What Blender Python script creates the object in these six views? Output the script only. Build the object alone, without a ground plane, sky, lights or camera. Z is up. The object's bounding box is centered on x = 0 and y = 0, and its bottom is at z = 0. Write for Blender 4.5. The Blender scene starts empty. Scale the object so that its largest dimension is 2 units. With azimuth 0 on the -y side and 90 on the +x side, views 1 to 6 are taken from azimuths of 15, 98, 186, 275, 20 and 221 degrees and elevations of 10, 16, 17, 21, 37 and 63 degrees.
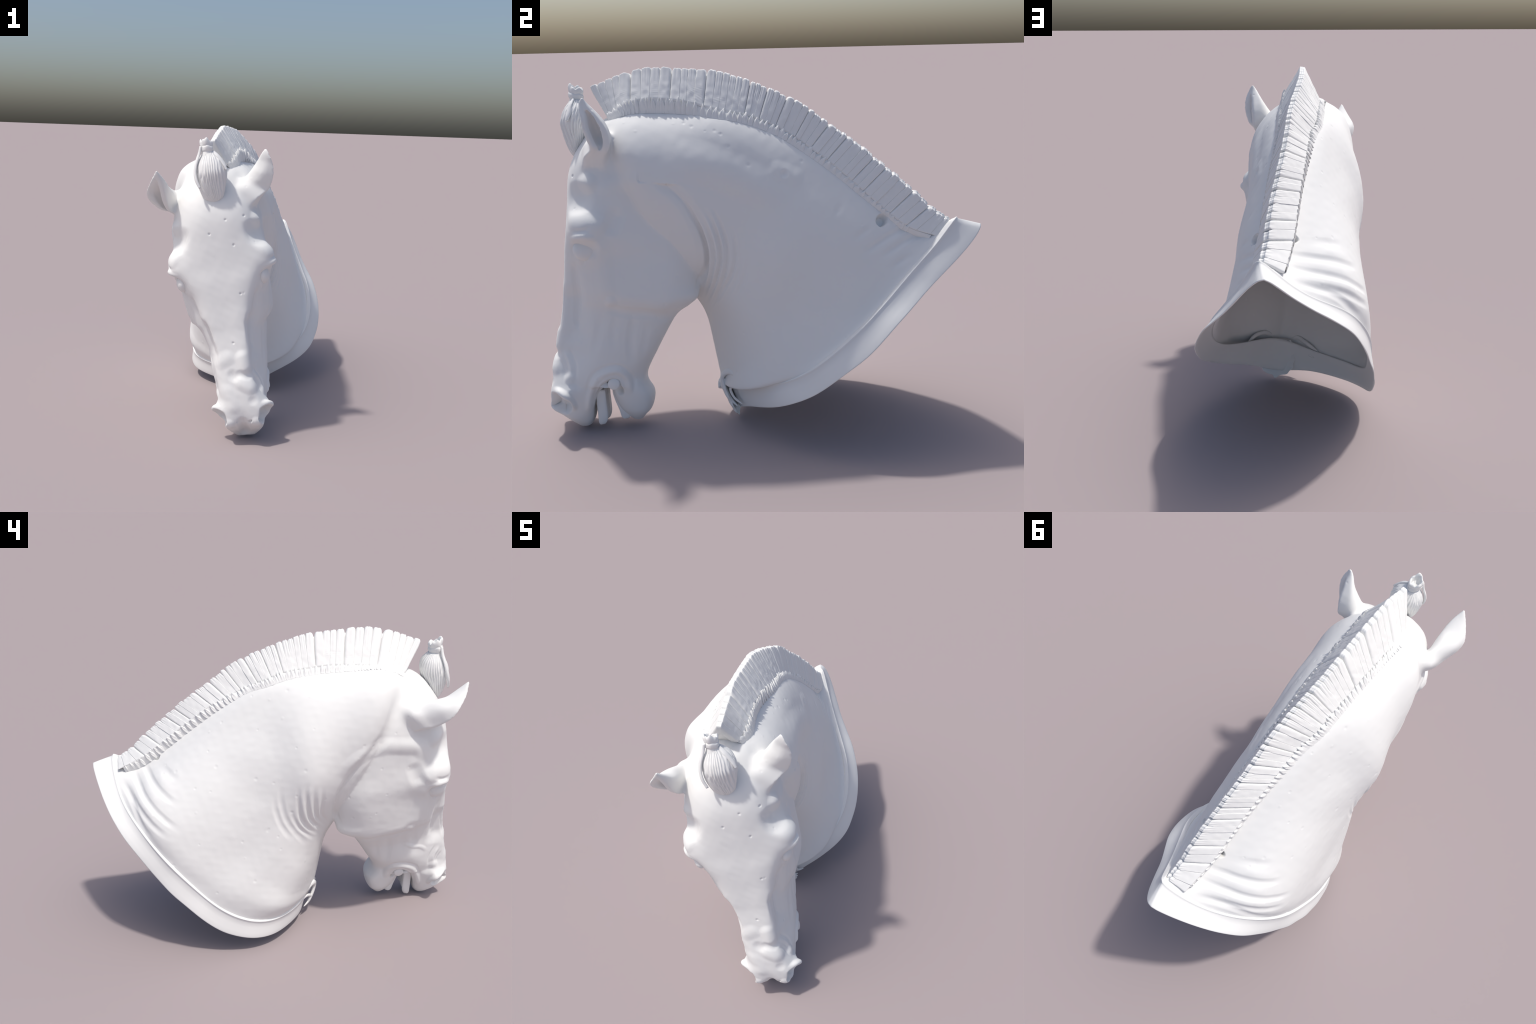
"""Plaster cast of a life-size bridled horse head and neck with a roached mane,
hollow and open at the base.  Built from lofts (neck, skull, jaw), fused by a voxel remesh,
then sculpted with brush strokes; mane locks, tufts, forelock, ears, rim and ornament are
separate lofted parts."""
import bpy, bmesh, math, random
import numpy as np
from mathutils import Vector, Matrix
from mathutils.bvhtree import BVHTree

rng = np.random.default_rng(7)
FAST = False

# ------------------------------------------------------------------ frames
# head frame: X = to the horse's left (+x), Y = from face towards jaw, Z = up along the face
HZ = np.array([-.171, .068, .983]); HZ /= np.linalg.norm(HZ)
HX = np.array([.955, .255, .148]); HX -= HZ * (HX @ HZ); HX /= np.linalg.norm(HX)
HY = np.cross(HZ, HX)
HO = np.array([.282, -.965, 0.0])
HM = np.stack([HX, HY, HZ])


def head_mid(z):
    """sideways drift of the head's middle plane: the muzzle is turned a little to +X"""
    return np.interp(z, [.0, .12, .25, .38, .5, .65, .95], [.040, .048, .048, .032, .030, .008, 0.0])


def head_twist(z):
    """the lower face is rotated a few degrees about the long axis of the head"""
    return np.interp(z, [.15, .4, .85], [.08, .105, 0.0])


def pose(p):
    """symmetrical modelling frame -> head frame"""
    p = np.array(p, float)
    t = head_twist(p[..., 2])
    x, y = p[..., 0].copy(), p[..., 1] - .25
    p[..., 0] = x * np.cos(t) + y * np.sin(t) + head_mid(p[..., 2])
    p[..., 1] = -x * np.sin(t) + y * np.cos(t) + .25
    return p


def unpose(p):
    p = np.array(p, float)
    t = head_twist(p[..., 2])
    x, y = p[..., 0] - head_mid(p[..., 2]), p[..., 1] - .25
    p[..., 0] = x * np.cos(t) - y * np.sin(t)
    p[..., 1] = x * np.sin(t) + y * np.cos(t) + .25
    return p


def to_world(p):
    return pose(p) @ HM + HO


def to_head(p):
    return unpose((np.asarray(p, float) - HO) @ HM.T)


# ------------------------------------------------------------------ small maths
def smooth(e0, e1, x):
    t = np.clip((x - e0) / (e1 - e0), 0, 1)
    return t * t * (3 - 2 * t)


def catmull(P, n, closed=False):
    """dense centripetal-like Catmull-Rom through points P, resampled to n points by arc length"""
    P = np.asarray(P, float)
    if closed:
        Q = np.concatenate([P[-2:], P, P[:3]])
    else:
        Q = np.concatenate([[2 * P[0] - P[1]], P, [2 * P[-1] - P[-2]]])
    d = np.maximum(np.linalg.norm(np.diff(Q, axis=0), axis=1), 1e-6) ** .5
    t = np.concatenate([[0], np.cumsum(d)])
    a, b = (2, len(Q) - 3) if closed else (1, len(Q) - 2)
    out = []
    for i in range(a, b):
        u = np.linspace(t[i], t[i + 1], 24, endpoint=False)[:, None]
        p0, p1, p2, p3 = Q[i - 1], Q[i], Q[i + 1], Q[i + 2]
        t0, t1, t2, t3 = t[i - 1], t[i], t[i + 1], t[i + 2]
        A1 = (t1 - u) / (t1 - t0) * p0 + (u - t0) / (t1 - t0) * p1
        A2 = (t2 - u) / (t2 - t1) * p1 + (u - t1) / (t2 - t1) * p2
        A3 = (t3 - u) / (t3 - t2) * p2 + (u - t2) / (t3 - t2) * p3
        B1 = (t2 - u) / (t2 - t0) * A1 + (u - t0) / (t2 - t0) * A2
        B2 = (t3 - u) / (t3 - t1) * A2 + (u - t1) / (t3 - t1) * A3
        out.append((t2 - u) / (t2 - t1) * B1 + (u - t1) / (t2 - t1) * B2)
    out = np.concatenate(out)
    out = np.concatenate([out, out[:1] if closed else Q[b:b + 1]])
    L = np.concatenate([[0], np.cumsum(np.linalg.norm(np.diff(out, axis=0), axis=1))])
    s = np.linspace(0, L[-1], n + 1)[:-1] if closed else np.linspace(0, L[-1], n)
    return np.stack([np.interp(s, L, out[:, k]) for k in range(out.shape[1])], -1)


def along(stations, k):
    """interpolate a stack of loops (m, n, 3) smoothly between stations, k steps per span"""
    S = np.asarray(stations, float)
    Q = np.concatenate([[2 * S[0] - S[1]], S, [2 * S[-1] - S[-2]]])
    out = []
    for i in range(1, len(Q) - 2):
        for u in np.linspace(0, 1, k, endpoint=False):
            p0, p1, p2, p3 = Q[i - 1:i + 3]
            out.append(.5 * (2 * p1 + (p2 - p0) * u + (2 * p0 - 5 * p1 + 4 * p2 - p3) * u * u
                             + (3 * p1 - p0 - 3 * p2 + p3) * u ** 3))
    out.append(S[-1])
    return np.array(out)


def loft(loops, cap=True):
    """skin closed loops (m, n, 3) into verts, faces"""
    L = np.asarray(loops, float)
    m, n = L.shape[:2]
    V = L.reshape(-1, 3)
    i, j = np.meshgrid(np.arange(m - 1), np.arange(n), indexing="ij")
    a = i * n + j
    b = i * n + (j + 1) % n
    F = np.stack([a, b, b + n, a + n], -1).reshape(-1, 4).tolist()
    if cap:
        V = np.concatenate([V, L[0].mean(0)[None], L[-1].mean(0)[None]])
        c0, c1 = len(V) - 2, len(V) - 1
        for j in range(n):
            F.append([c0, (j + 1) % n, j])
            F.append([c1, (m - 1) * n + j, (m - 1) * n + (j + 1) % n])
    return V, F


def make_mesh(name, V, F):
    me = bpy.data.meshes.new(name)
    me.from_pydata(np.asarray(V, float).tolist(), [], F)
    bm = bmesh.new()
    bm.from_mesh(me)
    bmesh.ops.recalc_face_normals(bm, faces=bm.faces)
    bm.to_mesh(me)
    bm.free()
    return me


def add_object(name, me, parent=None, mat=None):
    ob = bpy.data.objects.new(name, me)
    bpy.context.scene.collection.objects.link(ob)
    if parent is not None:
        ob.parent = parent
    if mat is not None and not me.materials:
        me.materials.append(mat)
    return ob


def join(parts):
    V, F, o = [], [], 0
    for v, f in parts:
        V.append(np.asarray(v, float))
        F += [[i + o for i in q] for q in f]
        o += len(v)
    return np.concatenate(V), F


# ------------------------------------------------------------------ material: matt white plaster
def plaster(name="white_plaster"):
    m = bpy.data.materials.new(name)
    m.use_nodes = True
    nt = m.node_tree
    bsdf = nt.nodes["Principled BSDF"]
    tc = nt.nodes.new("ShaderNodeTexCoord")
    n1 = nt.nodes.new("ShaderNodeTexNoise")
    n1.inputs["Scale"].default_value = 3.0
    n1.inputs["Detail"].default_value = 4
    n2 = nt.nodes.new("ShaderNodeTexNoise")
    n2.inputs["Scale"].default_value = 70.0
    n2.inputs["Detail"].default_value = 5
    ramp = nt.nodes.new("ShaderNodeValToRGB")
    ramp.color_ramp.elements[0].position = .3
    ramp.color_ramp.elements[0].color = (PLASTER[0] * .985, PLASTER[1] * .985, PLASTER[2] * .983, 1)
    ramp.color_ramp.elements[1].position = .7
    ramp.color_ramp.elements[1].color = (*PLASTER, 1)
    bump = nt.nodes.new("ShaderNodeBump")
    bump.inputs["Strength"].default_value = .05
    bump.inputs["Distance"].default_value = .004
    nt.links.new(tc.outputs["Object"], n1.inputs["Vector"])
    nt.links.new(tc.outputs["Object"], n2.inputs["Vector"])
    nt.links.new(n1.outputs["Fac"], ramp.inputs["Fac"])
    nt.links.new(ramp.outputs["Color"], bsdf.inputs["Base Color"])
    nt.links.new(n2.outputs["Fac"], bump.inputs["Height"])
    nt.links.new(bump.outputs["Normal"], bsdf.inputs["Normal"])
    bsdf.inputs["Roughness"].default_value = .62
    bsdf.inputs["Specular IOR Level"].default_value = .3
    return m


PLASTER = (.81, .812, .797)
MAT = plaster()

# ------------------------------------------------------------------ neck loft
NS = 70  # points per side of every neck section


def side_curve(D, V, xs, side, bulge):
    """one flank of a neck section: straight chord D->V in (y, z), bowed by bulge, x given at stations s"""
    s = np.array([0, .04, .12, .25, .4, .55, .7, .85, .95, 1.0])
    D, V = np.array(D, float), np.array(V, float)
    c = V - D
    perp = np.array([-c[1], c[0]]) / np.linalg.norm(c)
    if perp[0] < 0:
        perp = -perp
    yz = D + s[:, None] * c + perp * (bulge * 4 * s * (1 - s))[:, None]
    return np.concatenate([np.array(xs, float)[:, None], yz], 1)


def neck_section(D, V, left, right, bulge=0.0):
    """closed loop: dorsal -> +x flank -> ventral -> -x flank"""
    A = side_curve(D, V, left, 1, bulge)
    B = side_curve(D, V, right, -1, bulge)
    return ring(A, B)


def ring(A, B):
    full = np.concatenate([A, B[-2:0:-1]])
    dense = catmull(full, 1200, closed=True)
    d = np.linalg.norm(dense - A[-1], axis=1)
    j = int(d.argmin())
    fa = dense[:j + 1]
    fb = np.concatenate([dense[j:], dense[:1]])

    def res(P, n):
        L = np.concatenate([[0], np.cumsum(np.linalg.norm(np.diff(P, axis=0), axis=1))])
        t = np.linspace(0, L[-1], n + 1)[:-1]
        return np.stack([np.interp(t, L, P[:, k]) for k in range(3)], -1)
    return np.concatenate([res(fa, NS), res(fb, NS)])


# the lip round the open base: upper bead line and lower edge, both flanks, dorsal -> chest
BEAD_L = [(.045, .886, .99), (.09, .834, .932), (.118, .796, .88), (.15, .744, .83), (.206, .668, .752),
          (.267, .585, .661), (.311, .526, .603), (.346, .453, .531), (.373, .362, .451), (.378, .274, .377),
          (.357, .17, .311), (.31, .06, .265), (.235, -.045, .235), (.16, -.13, .215), (.08, -.185, .19)]
BEAD_R = [(.045, .886, .99), (-.045, .870, .912), (-.14, .826, .828), (-.22, .78, .785), (-.295, .718, .735), (-.355, .64, .655),
          (-.40, .53, .535), (-.407, .422, .418), (-.405, .297, .286), (-.403, .215, .232), (-.379, .119, .181),
          (-.345, .035, .16), (-.26, -.05, .15), (-.14, -.125, .15), (-.03, -.17, .165), (.08, -.185, .19)]
EDGE_L = [(.012, .999, .957), (.066, .985, .928), (.12, .922, .858), (.171, .845, .786), (.212, .784, .733),
          (.25, .734, .687), (.285, .70, .648), (.33, .645, .602), (.373, .581, .535), (.41, .503, .449),
          (.424, .441, .411), (.435, .366, .348), (.432, .278, .278), (.412, .186, .228), (.35, .086, .172),
          (.275, .0, .135), (.20, -.07, .10), (.145, -.105, .06), (.095, -.125, .04)]
EDGE_R = [(.012, .999, .957), (-.089, .955, .874), (-.173, .906, .805), (-.25, .855, .745), (-.306, .806, .697), (-.344, .767, .651),
          (-.388, .646, .515), (-.42, .556, .403), (-.436, .381, .239), (-.43, .35, .197), (-.424, .286, .149),
          (-.412, .203, .108), (-.383, .097, .075), (-.33, .015, .062), (-.243, -.052, .058), (-.14, -.105, .055),
          (-.04, -.145, .055), (.03, -.14, .04), (.095, -.125, .04)]


def inset(loop, d):
    """move every point of a loop by d towards the loop's own middle line"""
    c = loop[:NS + 1] * .5 + np.concatenate([loop[:1], loop[:NS - 1:-1]]) * .5
    mid = np.concatenate([c, c[-2:0:-1]])
    core = loop.mean(0) * .6 + mid * .4
    v = loop - core
    L = np.linalg.norm(v, axis=1)[:, None]
    return loop - v / L * np.minimum(d, .4 * L)


def even(loop, k):
    """even out a ring, keeping its dorsal corner fairly crisp"""
    n = len(loop)
    w = (1 - np.exp(-(np.minimum(np.arange(n), n - np.arange(n)) / 4.0) ** 2))[:, None]
    for _ in range(k):
        loop = loop + .5 * w * ((np.roll(loop, 1, 0) + np.roll(loop, -1, 0)) / 2 - loop)
    return loop


bead = even(ring(np.array(BEAD_L), np.array(BEAD_R)), 14)
edge = even(ring(np.array(EDGE_L), np.array(EDGE_R)), 14)

neck_stations = [
    neck_section((-.73, 1.43), (-.62, 1.0), [.02, .06, .11, .13, .14, .13, .11, .08, .05, .02],
                 [.02, -.04, -.09, -.12, -.14, -.13, -.10, -.06, -.02, .02]),
    neck_section((-.61, 1.505), (-.45, .78), [.0, .085, .178, .248, .274, .266, .23, .16, .09, .03],
                 [-.01, -.12, -.215, -.26, -.275, -.262, -.23, -.17, -.09, .03]),
    neck_section((-.40, 1.508), (-.315, .575), [-.02, .08, .17, .242, .274, .262, .222, .14, .08, .025],
                 [-.03, -.14, -.225, -.282, -.306, -.30, -.255, -.16, -.075, .025]),
    neck_section((-.15, 1.494), (-.275, .49), [-.03, .075, .15, .21, .243, .246, .208, .12, .068, .035],
                 [-.04, -.145, -.225, -.298, -.346, -.350, -.29, -.17, -.075, .035]),
    neck_section((.08, 1.422), (-.247, .37), [-.03, .068, .138, .195, .228, .24, .212, .13, .08, .045],
                 [-.035, -.14, -.20, -.272, -.328, -.338, -.302, -.212, -.09, .045], .01),
    neck_section((.305, 1.282), (-.225, .27), [-.015, .075, .138, .210, .258, .268, .255, .178, .105, .06],
                 [-.02, -.122, -.205, -.288, -.337, -.350, -.342, -.272, -.11, .06], .03),
    neck_section((.51, 1.126), (-.208, .20), [.0, .08, .155, .222, .26, .286, .30, .245, .145, .07],
                 [0, -.115, -.24, -.335, -.369, -.370, -.370, -.305, -.13, .07], .06),
    neck_section((.73, .966), (-.194, .17), [.02, .085, .15, .225, .296, .334, .35, .315, .21, .08],
                 [.02, -.115, -.285, -.378, -.402, -.402, -.40, -.345, -.17, .08], .11),
    inset(bead, .004),
    inset(.8 * bead + .2 * edge, .004),
]

# ------------------------------------------------------------------ head lofts (head frame)
HN = 120


def head_section(z, *pts):
    """half outline (X, Y) from the front middle to the back middle, mirrored"""
    P = [(x, y, z) for x, y in pts]
    Q = [(-x, y, z) for x, y in pts[-2:0:-1]]
    loop = catmull(np.array(P + Q), HN, closed=True)
    # the loop starts at the front middle; resample each half for correspondence
    j = int(np.linalg.norm(loop - np.array(P[-1]), axis=1).argmin())
    d = catmull(np.array(P + Q), 1200, closed=True)
    j = int(np.linalg.norm(d - np.array(P[-1]), axis=1).argmin())

    def res(A, n):
        L = np.concatenate([[0], np.cumsum(np.linalg.norm(np.diff(A, axis=0), axis=1))])
        t = np.linspace(0, L[-1], n + 1)[:-1]
        return np.stack([np.interp(t, L, A[:, k]) for k in range(3)], -1)
    loop = np.concatenate([res(d[:j + 1], HN // 2), res(np.concatenate([d[j:], d[:1]]), HN // 2)])
    return loop


skull = [
    head_section(1.49, (0, .17), (.045, .178), (.075, .21), (.075, .28), (.04, .33), (0, .34)),
    head_section(1.45, (0, .105), (.07, .115), (.125, .155), (.135, .24), (.1, .36), (0, .42)),
    head_section(1.40, (0, .065), (.07, .075), (.13, .11), (.17, .2), (.175, .32), (.12, .45), (0, .5)),
    head_section(1.30, (0, .013), (.08, .022), (.15, .055), (.198, .13), (.22, .25), (.215, .38), (.15, .5), (0, .55)),
    head_section(1.20, (0, -.008), (.09, -.002), (.16, .028), (.21, .09), (.235, .18), (.24, .3), (.22, .42), (.12, .54), (0, .58)),
    head_section(1.08, (0, -.008), (.10, -.002), (.17, .018), (.215, .06), (.245, .14), (.245, .3), (.23, .45), (.12, .58), (0, .62)),
    head_section(.96, (0, -.006), (.11, .0), (.195, .014), (.255, .046), (.285, .12), (.265, .2), (.25, .35), (.235, .5), (.13, .62), (0, .66)),
    head_section(.86, (0, -.006), (.10, -.003), (.165, .014), (.205, .06), (.236, .14), (.240, .25), (.240, .4), (.226, .53), (.12, .64), (0, .64)),
    head_section(.75, (0, -.004), (.09, .0), (.13, .016), (.163, .07), (.215, .15), (.232, .25), (.240, .4), (.225, .53), (.13, .635), (0, .6)),
    head_section(.69, (0, -.004), (.083, -.001), (.118, .012), (.145, .07), (.200, .15), (.226, .25), (.238, .4), (.222, .54), (.15, .625), (0, .56)),
    head_section(.645, (0, -.004), (.078, -.001), (.108, .011), (.132, .065), (.178, .14), (.205, .23), (.220, .37), (.212, .49), (.155, .575), (.08, .585), (0, .53)),
    head_section(.60, (0, -.005), (.075, -.001), (.103, .01), (.122, .06), (.152, .13), (.178, .22), (.188, .35), (.178, .455), (.135, .525), (.07, .535), (0, .5)),
    head_section(.50, (0, -.012), (.07, -.008), (.093, .006), (.11, .06), (.134, .13), (.157, .22), (.157, .35), (.142, .43), (.10, .478), (.05, .487), (0, .475)),
    head_section(.40, (0, -.022), (.06, -.019), (.088, .0), (.105, .05), (.128, .12), (.153, .2), (.148, .32), (.125, .40), (.08, .437), (.04, .444), (0, .442)),
    head_section(.30, (0, -.034), (.06, -.030), (.095, -.008), (.110, .04), (.128, .1), (.14, .18), (.135, .28), (.1, .36), (.055, .4), (0, .405)),
    head_section(.24, (0, -.036), (.06, -.032), (.098, -.01), (.115, .04), (.122, .1), (.13, .18), (.125, .28), (.09, .36), (.05, .4), (0, .41)),
]
upper_lip = [
    head_section(.30, (0, -.030), (.06, -.026), (.092, -.005), (.108, .04), (.115, .1), (.115, .16), (.08, .2), (0, .21)),
    head_section(.25, (0, -.036), (.06, -.032), (.10, -.01), (.125, .045), (.12, .1), (.118, .17), (.08, .215), (0, .225)),
    head_section(.19, (0, -.034), (.06, -.034), (.108, -.022), (.155, .045), (.138, .075), (.12, .12), (.105, .165), (.06, .185), (0, .185)),
    head_section(.125, (0, -.012), (.05, -.022), (.09, -.012), (.118, .025), (.112, .065), (.108, .11), (.095, .15), (.06, .168), (0, .168)),
    head_section(.08, (0, .045), (.045, .03), (.08, .035), (.098, .06), (.098, .1), (.082, .14), (.05, .165), (0, .168)),
    head_section(.05, (0, .082), (.045, .074), (.07, .078), (.08, .105), (.068, .14), (.035, .163), (0, .165)),
    head_section(.022, (0, .105), (.025, .103), (.045, .108), (.048, .125), (.04, .142), (.02, .152), (0, .153)),
]
lower_jaw = [
    head_section(.30, (0, .24), (.06, .245), (.1, .27), (.11, .31), (.08, .37), (0, .395)),
    head_section(.25, (0, .245), (.06, .25), (.1, .28), (.108, .33), (.08, .39), (0, .415)),
    head_section(.20, (0, .25), (.055, .255), (.09, .29), (.098, .35), (.08, .42), (0, .445)),
    head_section(.13, (0, .285), (.05, .29), (.075, .32), (.085, .37), (.068, .42), (0, .438)),
    head_section(.095, (0, .32), (.042, .323), (.06, .345), (.065, .38), (.047, .405), (0, .412)),
    head_section(.068, (0, .35), (.03, .352), (.04, .365), (.04, .38), (.03, .392), (0, .396)),
]

parts = [loft(along(neck_stations, 10)), ]
for group in (skull, upper_lip, lower_jaw):
    v, f = loft(along(group, 8))
    parts.append((to_world(v), f))

# ------------------------------------------------------------------ ears (world frame), fused with the body
def ear_section(front, back, deep, cup, bulge=.6, thick=.019):
    """crescent: outer skin from the front rim round the deep side to the back rim, then the cup inside"""
    f, b, s = (np.array(p, float) for p in (front, back, deep))
    mid = (f + b) / 2
    out = catmull([f, f * .35 + s * .65 + (f - mid) * bulge, s, b * .35 + s * .65 + (b - mid) * bulge, b], 25)
    axis = (s - mid)
    inner = []
    for p in out[::-1]:
        q = p - mid
        along_axis = q @ axis / (axis @ axis)
        q = q * (1 - thick / max(np.linalg.norm(q), .02))
        inner.append(mid + q * (cup if along_axis > .15 else max(cup, 1 - (1 - cup) * max(along_axis, 0) / .15)))
    inner = np.array(inner)
    return np.concatenate([out, inner])


ear_left = [
    ear_section((.21, -.78, 1.19), (.21, -.67, 1.18), (.08, -.71, 1.27), .02, 1.1),
    ear_section((.262, -.745, 1.285), (.262, -.65, 1.275), (.105, -.705, 1.362), .02, 1.1),
    ear_section((.310, -.688, 1.332), (.276, -.618, 1.328), (.142, -.705, 1.385), .15, .8),
    ear_section((.330, -.692, 1.368), (.275, -.612, 1.365), (.175, -.690, 1.400), .5, .7),
    ear_section((.343, -.702, 1.42), (.280, -.622, 1.42), (.208, -.690, 1.432), .65, .65),
    ear_section((.341, -.710, 1.475), (.284, -.654, 1.475), (.245, -.694, 1.483), .7, .6),
    ear_section((.328, -.724, 1.515), (.296, -.692, 1.522), (.272, -.710, 1.53), .6, .45),
    ear_section((.306, -.718, 1.553), (.298, -.708, 1.555), (.290, -.713, 1.556), .2),
]
ear_right = [
    ear_section((-.10, -.80, 1.17), (-.17, -.69, 1.15), (-.12, -.62, 1.29), .02),
    ear_section((-.16, -.815, 1.185), (-.238, -.755, 1.195), (-.195, -.69, 1.312), .04),
    ear_section((-.182, -.846, 1.207), (-.258, -.825, 1.212), (-.205, -.748, 1.315), .35),
    ear_section((-.184, -.895, 1.262), (-.286, -.890, 1.258), (-.214, -.822, 1.340), .62),
    ear_section((-.186, -.935, 1.33), (-.288, -.928, 1.305), (-.217, -.885, 1.354), .65),
    ear_section((-.195, -.965, 1.385), (-.252, -.966, 1.362), (-.213, -.938, 1.391), .6),
    ear_section((-.207, -.984, 1.420), (-.217, -.982, 1.418), (-.21, -.974, 1.428), .2),
]
parts += [loft(along(ear_left, 8)), loft(along(ear_right, 8))]

VOXEL = .0045


def fuse(parts, voxel):
    V, F = np.zeros((0, 3)), []
    V, F = join([(make_and_read(p)) for p in parts])
    me = bpy.data.meshes.new("fuse")
    me.from_pydata(V.tolist(), [], F)
    ob = bpy.data.objects.new("fuse", me)
    bpy.context.scene.collection.objects.link(ob)
    md = ob.modifiers.new("r", "REMESH")
    md.mode = "VOXEL"
    md.voxel_size = voxel
    md.use_smooth_shade = True
    dg = bpy.context.evaluated_depsgraph_get()
    ev = ob.evaluated_get(dg).to_mesh()
    n = len(ev.vertices)
    V = np.empty(n * 3)
    ev.vertices.foreach_get("co", V)
    q = len(ev.polygons)
    lt = np.empty(q, int)
    ev.polygons.foreach_get("loop_total", lt)
    li = np.empty(len(ev.loops), int)
    ev.loops.foreach_get("vertex_index", li)
    bpy.data.objects.remove(ob)
    bpy.data.meshes.remove(me)
    assert (lt == 4).all()
    return V.reshape(-1, 3), li.reshape(-1, 4)


def make_and_read(p):
    """orient a closed part outwards"""
    me = make_mesh("tmp", *p)
    V = [tuple(v.co) for v in me.vertices]
    F = [list(q.vertices) for q in me.polygons]
    bpy.data.meshes.remove(me)
    return np.array(V), F


BV, BF = fuse(parts, VOXEL)


def edges_of(F):
    E = np.concatenate([F[:, [0, 1]], F[:, [1, 2]], F[:, [2, 3]], F[:, [3, 0]]])
    E.sort(axis=1)
    return np.unique(E, axis=0)


def laplace(V, E, steps, weight=None, lam=.5):
    n = len(V)
    deg = np.bincount(E.ravel(), minlength=n)[:, None]
    for _ in range(steps):
        S = np.stack([np.bincount(E[:, 0], V[E[:, 1], k], n) + np.bincount(E[:, 1], V[E[:, 0], k], n) for k in range(3)], -1)
        d = S / np.maximum(deg, 1) - V
        V = V + lam * d * (1 if weight is None else weight[:, None])
    return V


def normals_of(V, F):
    a, b, c, d = (V[F[:, k]] for k in range(4))
    fn = np.cross(c - a, d - b)
    N = np.zeros_like(V)
    for k in range(4):
        for j in range(3):
            N[:, j] += np.bincount(F[:, k], fn[:, j], len(V))
    return N / np.maximum(np.linalg.norm(N, axis=1), 1e-12)[:, None]


BE = edges_of(BF)
BV = laplace(BV, BE, 6)
BV = laplace(BV, BE, 6, lam=-.4)
BV = laplace(BV, BE, 8)


def blend(line, r, steps):
    """melt the joint between two fused masses along a world-space line"""
    global BV
    d = np.full(len(BV), 9.0)
    L = np.asarray(line, float)
    for a, b in zip(L[:-1], L[1:]):
        ab = b - a
        t = np.clip((BV - a) @ ab / (ab @ ab), 0, 1)
        d = np.minimum(d, np.linalg.norm(BV - a - t[:, None] * ab, axis=1))
    idx = np.where(d < r * 1.3)[0]
    m = np.full(len(BV), -1)
    m[idx] = np.arange(len(idx))
    E = m[BE]
    E = E[(E >= 0).all(1)]
    w = np.clip(1 - (d[idx] / r) ** 2, 0, 1)
    BV[idx] = laplace(BV[idx], E, steps, w, .8)


blend([(-.20, -.60, 1.22), (-.13, -.66, 1.38), (.02, -.70, 1.45), (.14, -.62, 1.38), (.21, -.56, 1.22)], .11, 70)
blend([(-.15, -.78, 1.20), (-.16, -.72, 1.30)], .06, 30)
blend([(.22, -.77, 1.27), (.13, -.70, 1.36), (.24, -.65, 1.27)], .05, 30)

# ------------------------------------------------------------------ sculpting brushes
BN = normals_of(BV, BF)
BH = to_head(BV)
HXm = BH[:, 0]  # sideways distance from the head's middle plane
ear_tree_pts = np.concatenate([np.array(ear_left)[3:].reshape(-1, 3), np.array(ear_right)[2:].reshape(-1, 3)])
DISP = np.zeros(len(BV))


def poly_dist(P, line):
    """distance to a polyline, and the distance along it to its nearer end"""
    d = np.full(len(P), 9.0)
    s = np.zeros(len(P))
    line = np.asarray(line, float)
    if len(line) == 1:
        return np.linalg.norm(P - line[0], axis=1), s
    seg = np.linalg.norm(np.diff(line, axis=0), axis=1)
    L = np.concatenate([[0], np.cumsum(seg)])
    for k, (a, b) in enumerate(zip(line[:-1], line[1:])):
        ab = b - a
        t = np.clip((P - a) @ ab / (ab @ ab), 0, 1)
        q = np.linalg.norm(P - a - t[:, None] * ab, axis=1)
        near = q < d
        d = np.where(near, q, d)
        s = np.where(near, L[k] + t * seg[k], s)
    return d, np.minimum(s, L[-1] - s)


def curve2(line, n=24):
    return catmull(np.array(line, float), n) if len(line) > 2 else np.array(line, float)


def falloff(d, r):
    t = np.clip(1 - (d / r) ** 2, 0, 1)
    return t * t


on_ear = (BH[:, 2] > 1.2) & (np.abs(BH[:, 0]) > .30)


def head_stroke(line, r, h, side=0, fade=.05, hard=False):
    """raise (h > 0) or carve (h < 0) along a line drawn on the flank of the head, in (Y, Z)"""
    P = BH[:, 1:]
    line = np.asarray(line, float)
    lo, hi = line.min(0) - r, line.max(0) + r
    sel = (P > lo).all(1) & (P < hi).all(1) & ~on_ear
    if side:
        sel &= HXm * side > .03
    else:
        sel &= np.abs(HXm) > .03
    i = np.where(sel)[0]
    c = curve2(line)
    d, e = poly_dist(P[i], c)
    w = (smooth(r, .55 * r, d) if hard else falloff(d, r)) * smooth(.25, .6, np.abs(BN[i] @ HX))
    if fade and len(c) > 1:
        w = w * smooth(0, min(fade, .45 * np.linalg.norm(np.diff(c, axis=0), axis=1).sum()), e)
    DISP[i] += h * w


def face_stroke(line, r, h):
    """brush on the front of the face, drawn in (X, Z)"""
    P = np.stack([HXm, BH[:, 2]], 1)
    line = np.asarray(line, float)
    lo, hi = line.min(0) - r, line.max(0) + r
    sel = (P > lo).all(1) & (P < hi).all(1) & (BH[:, 1] < .12)
    i = np.where(sel)[0]
    d, e = poly_dist(P[i], curve2(line))
    w = falloff(d, r) * smooth(.2, .6, -(BN[i] @ HY))
    DISP[i] += h * w


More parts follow.
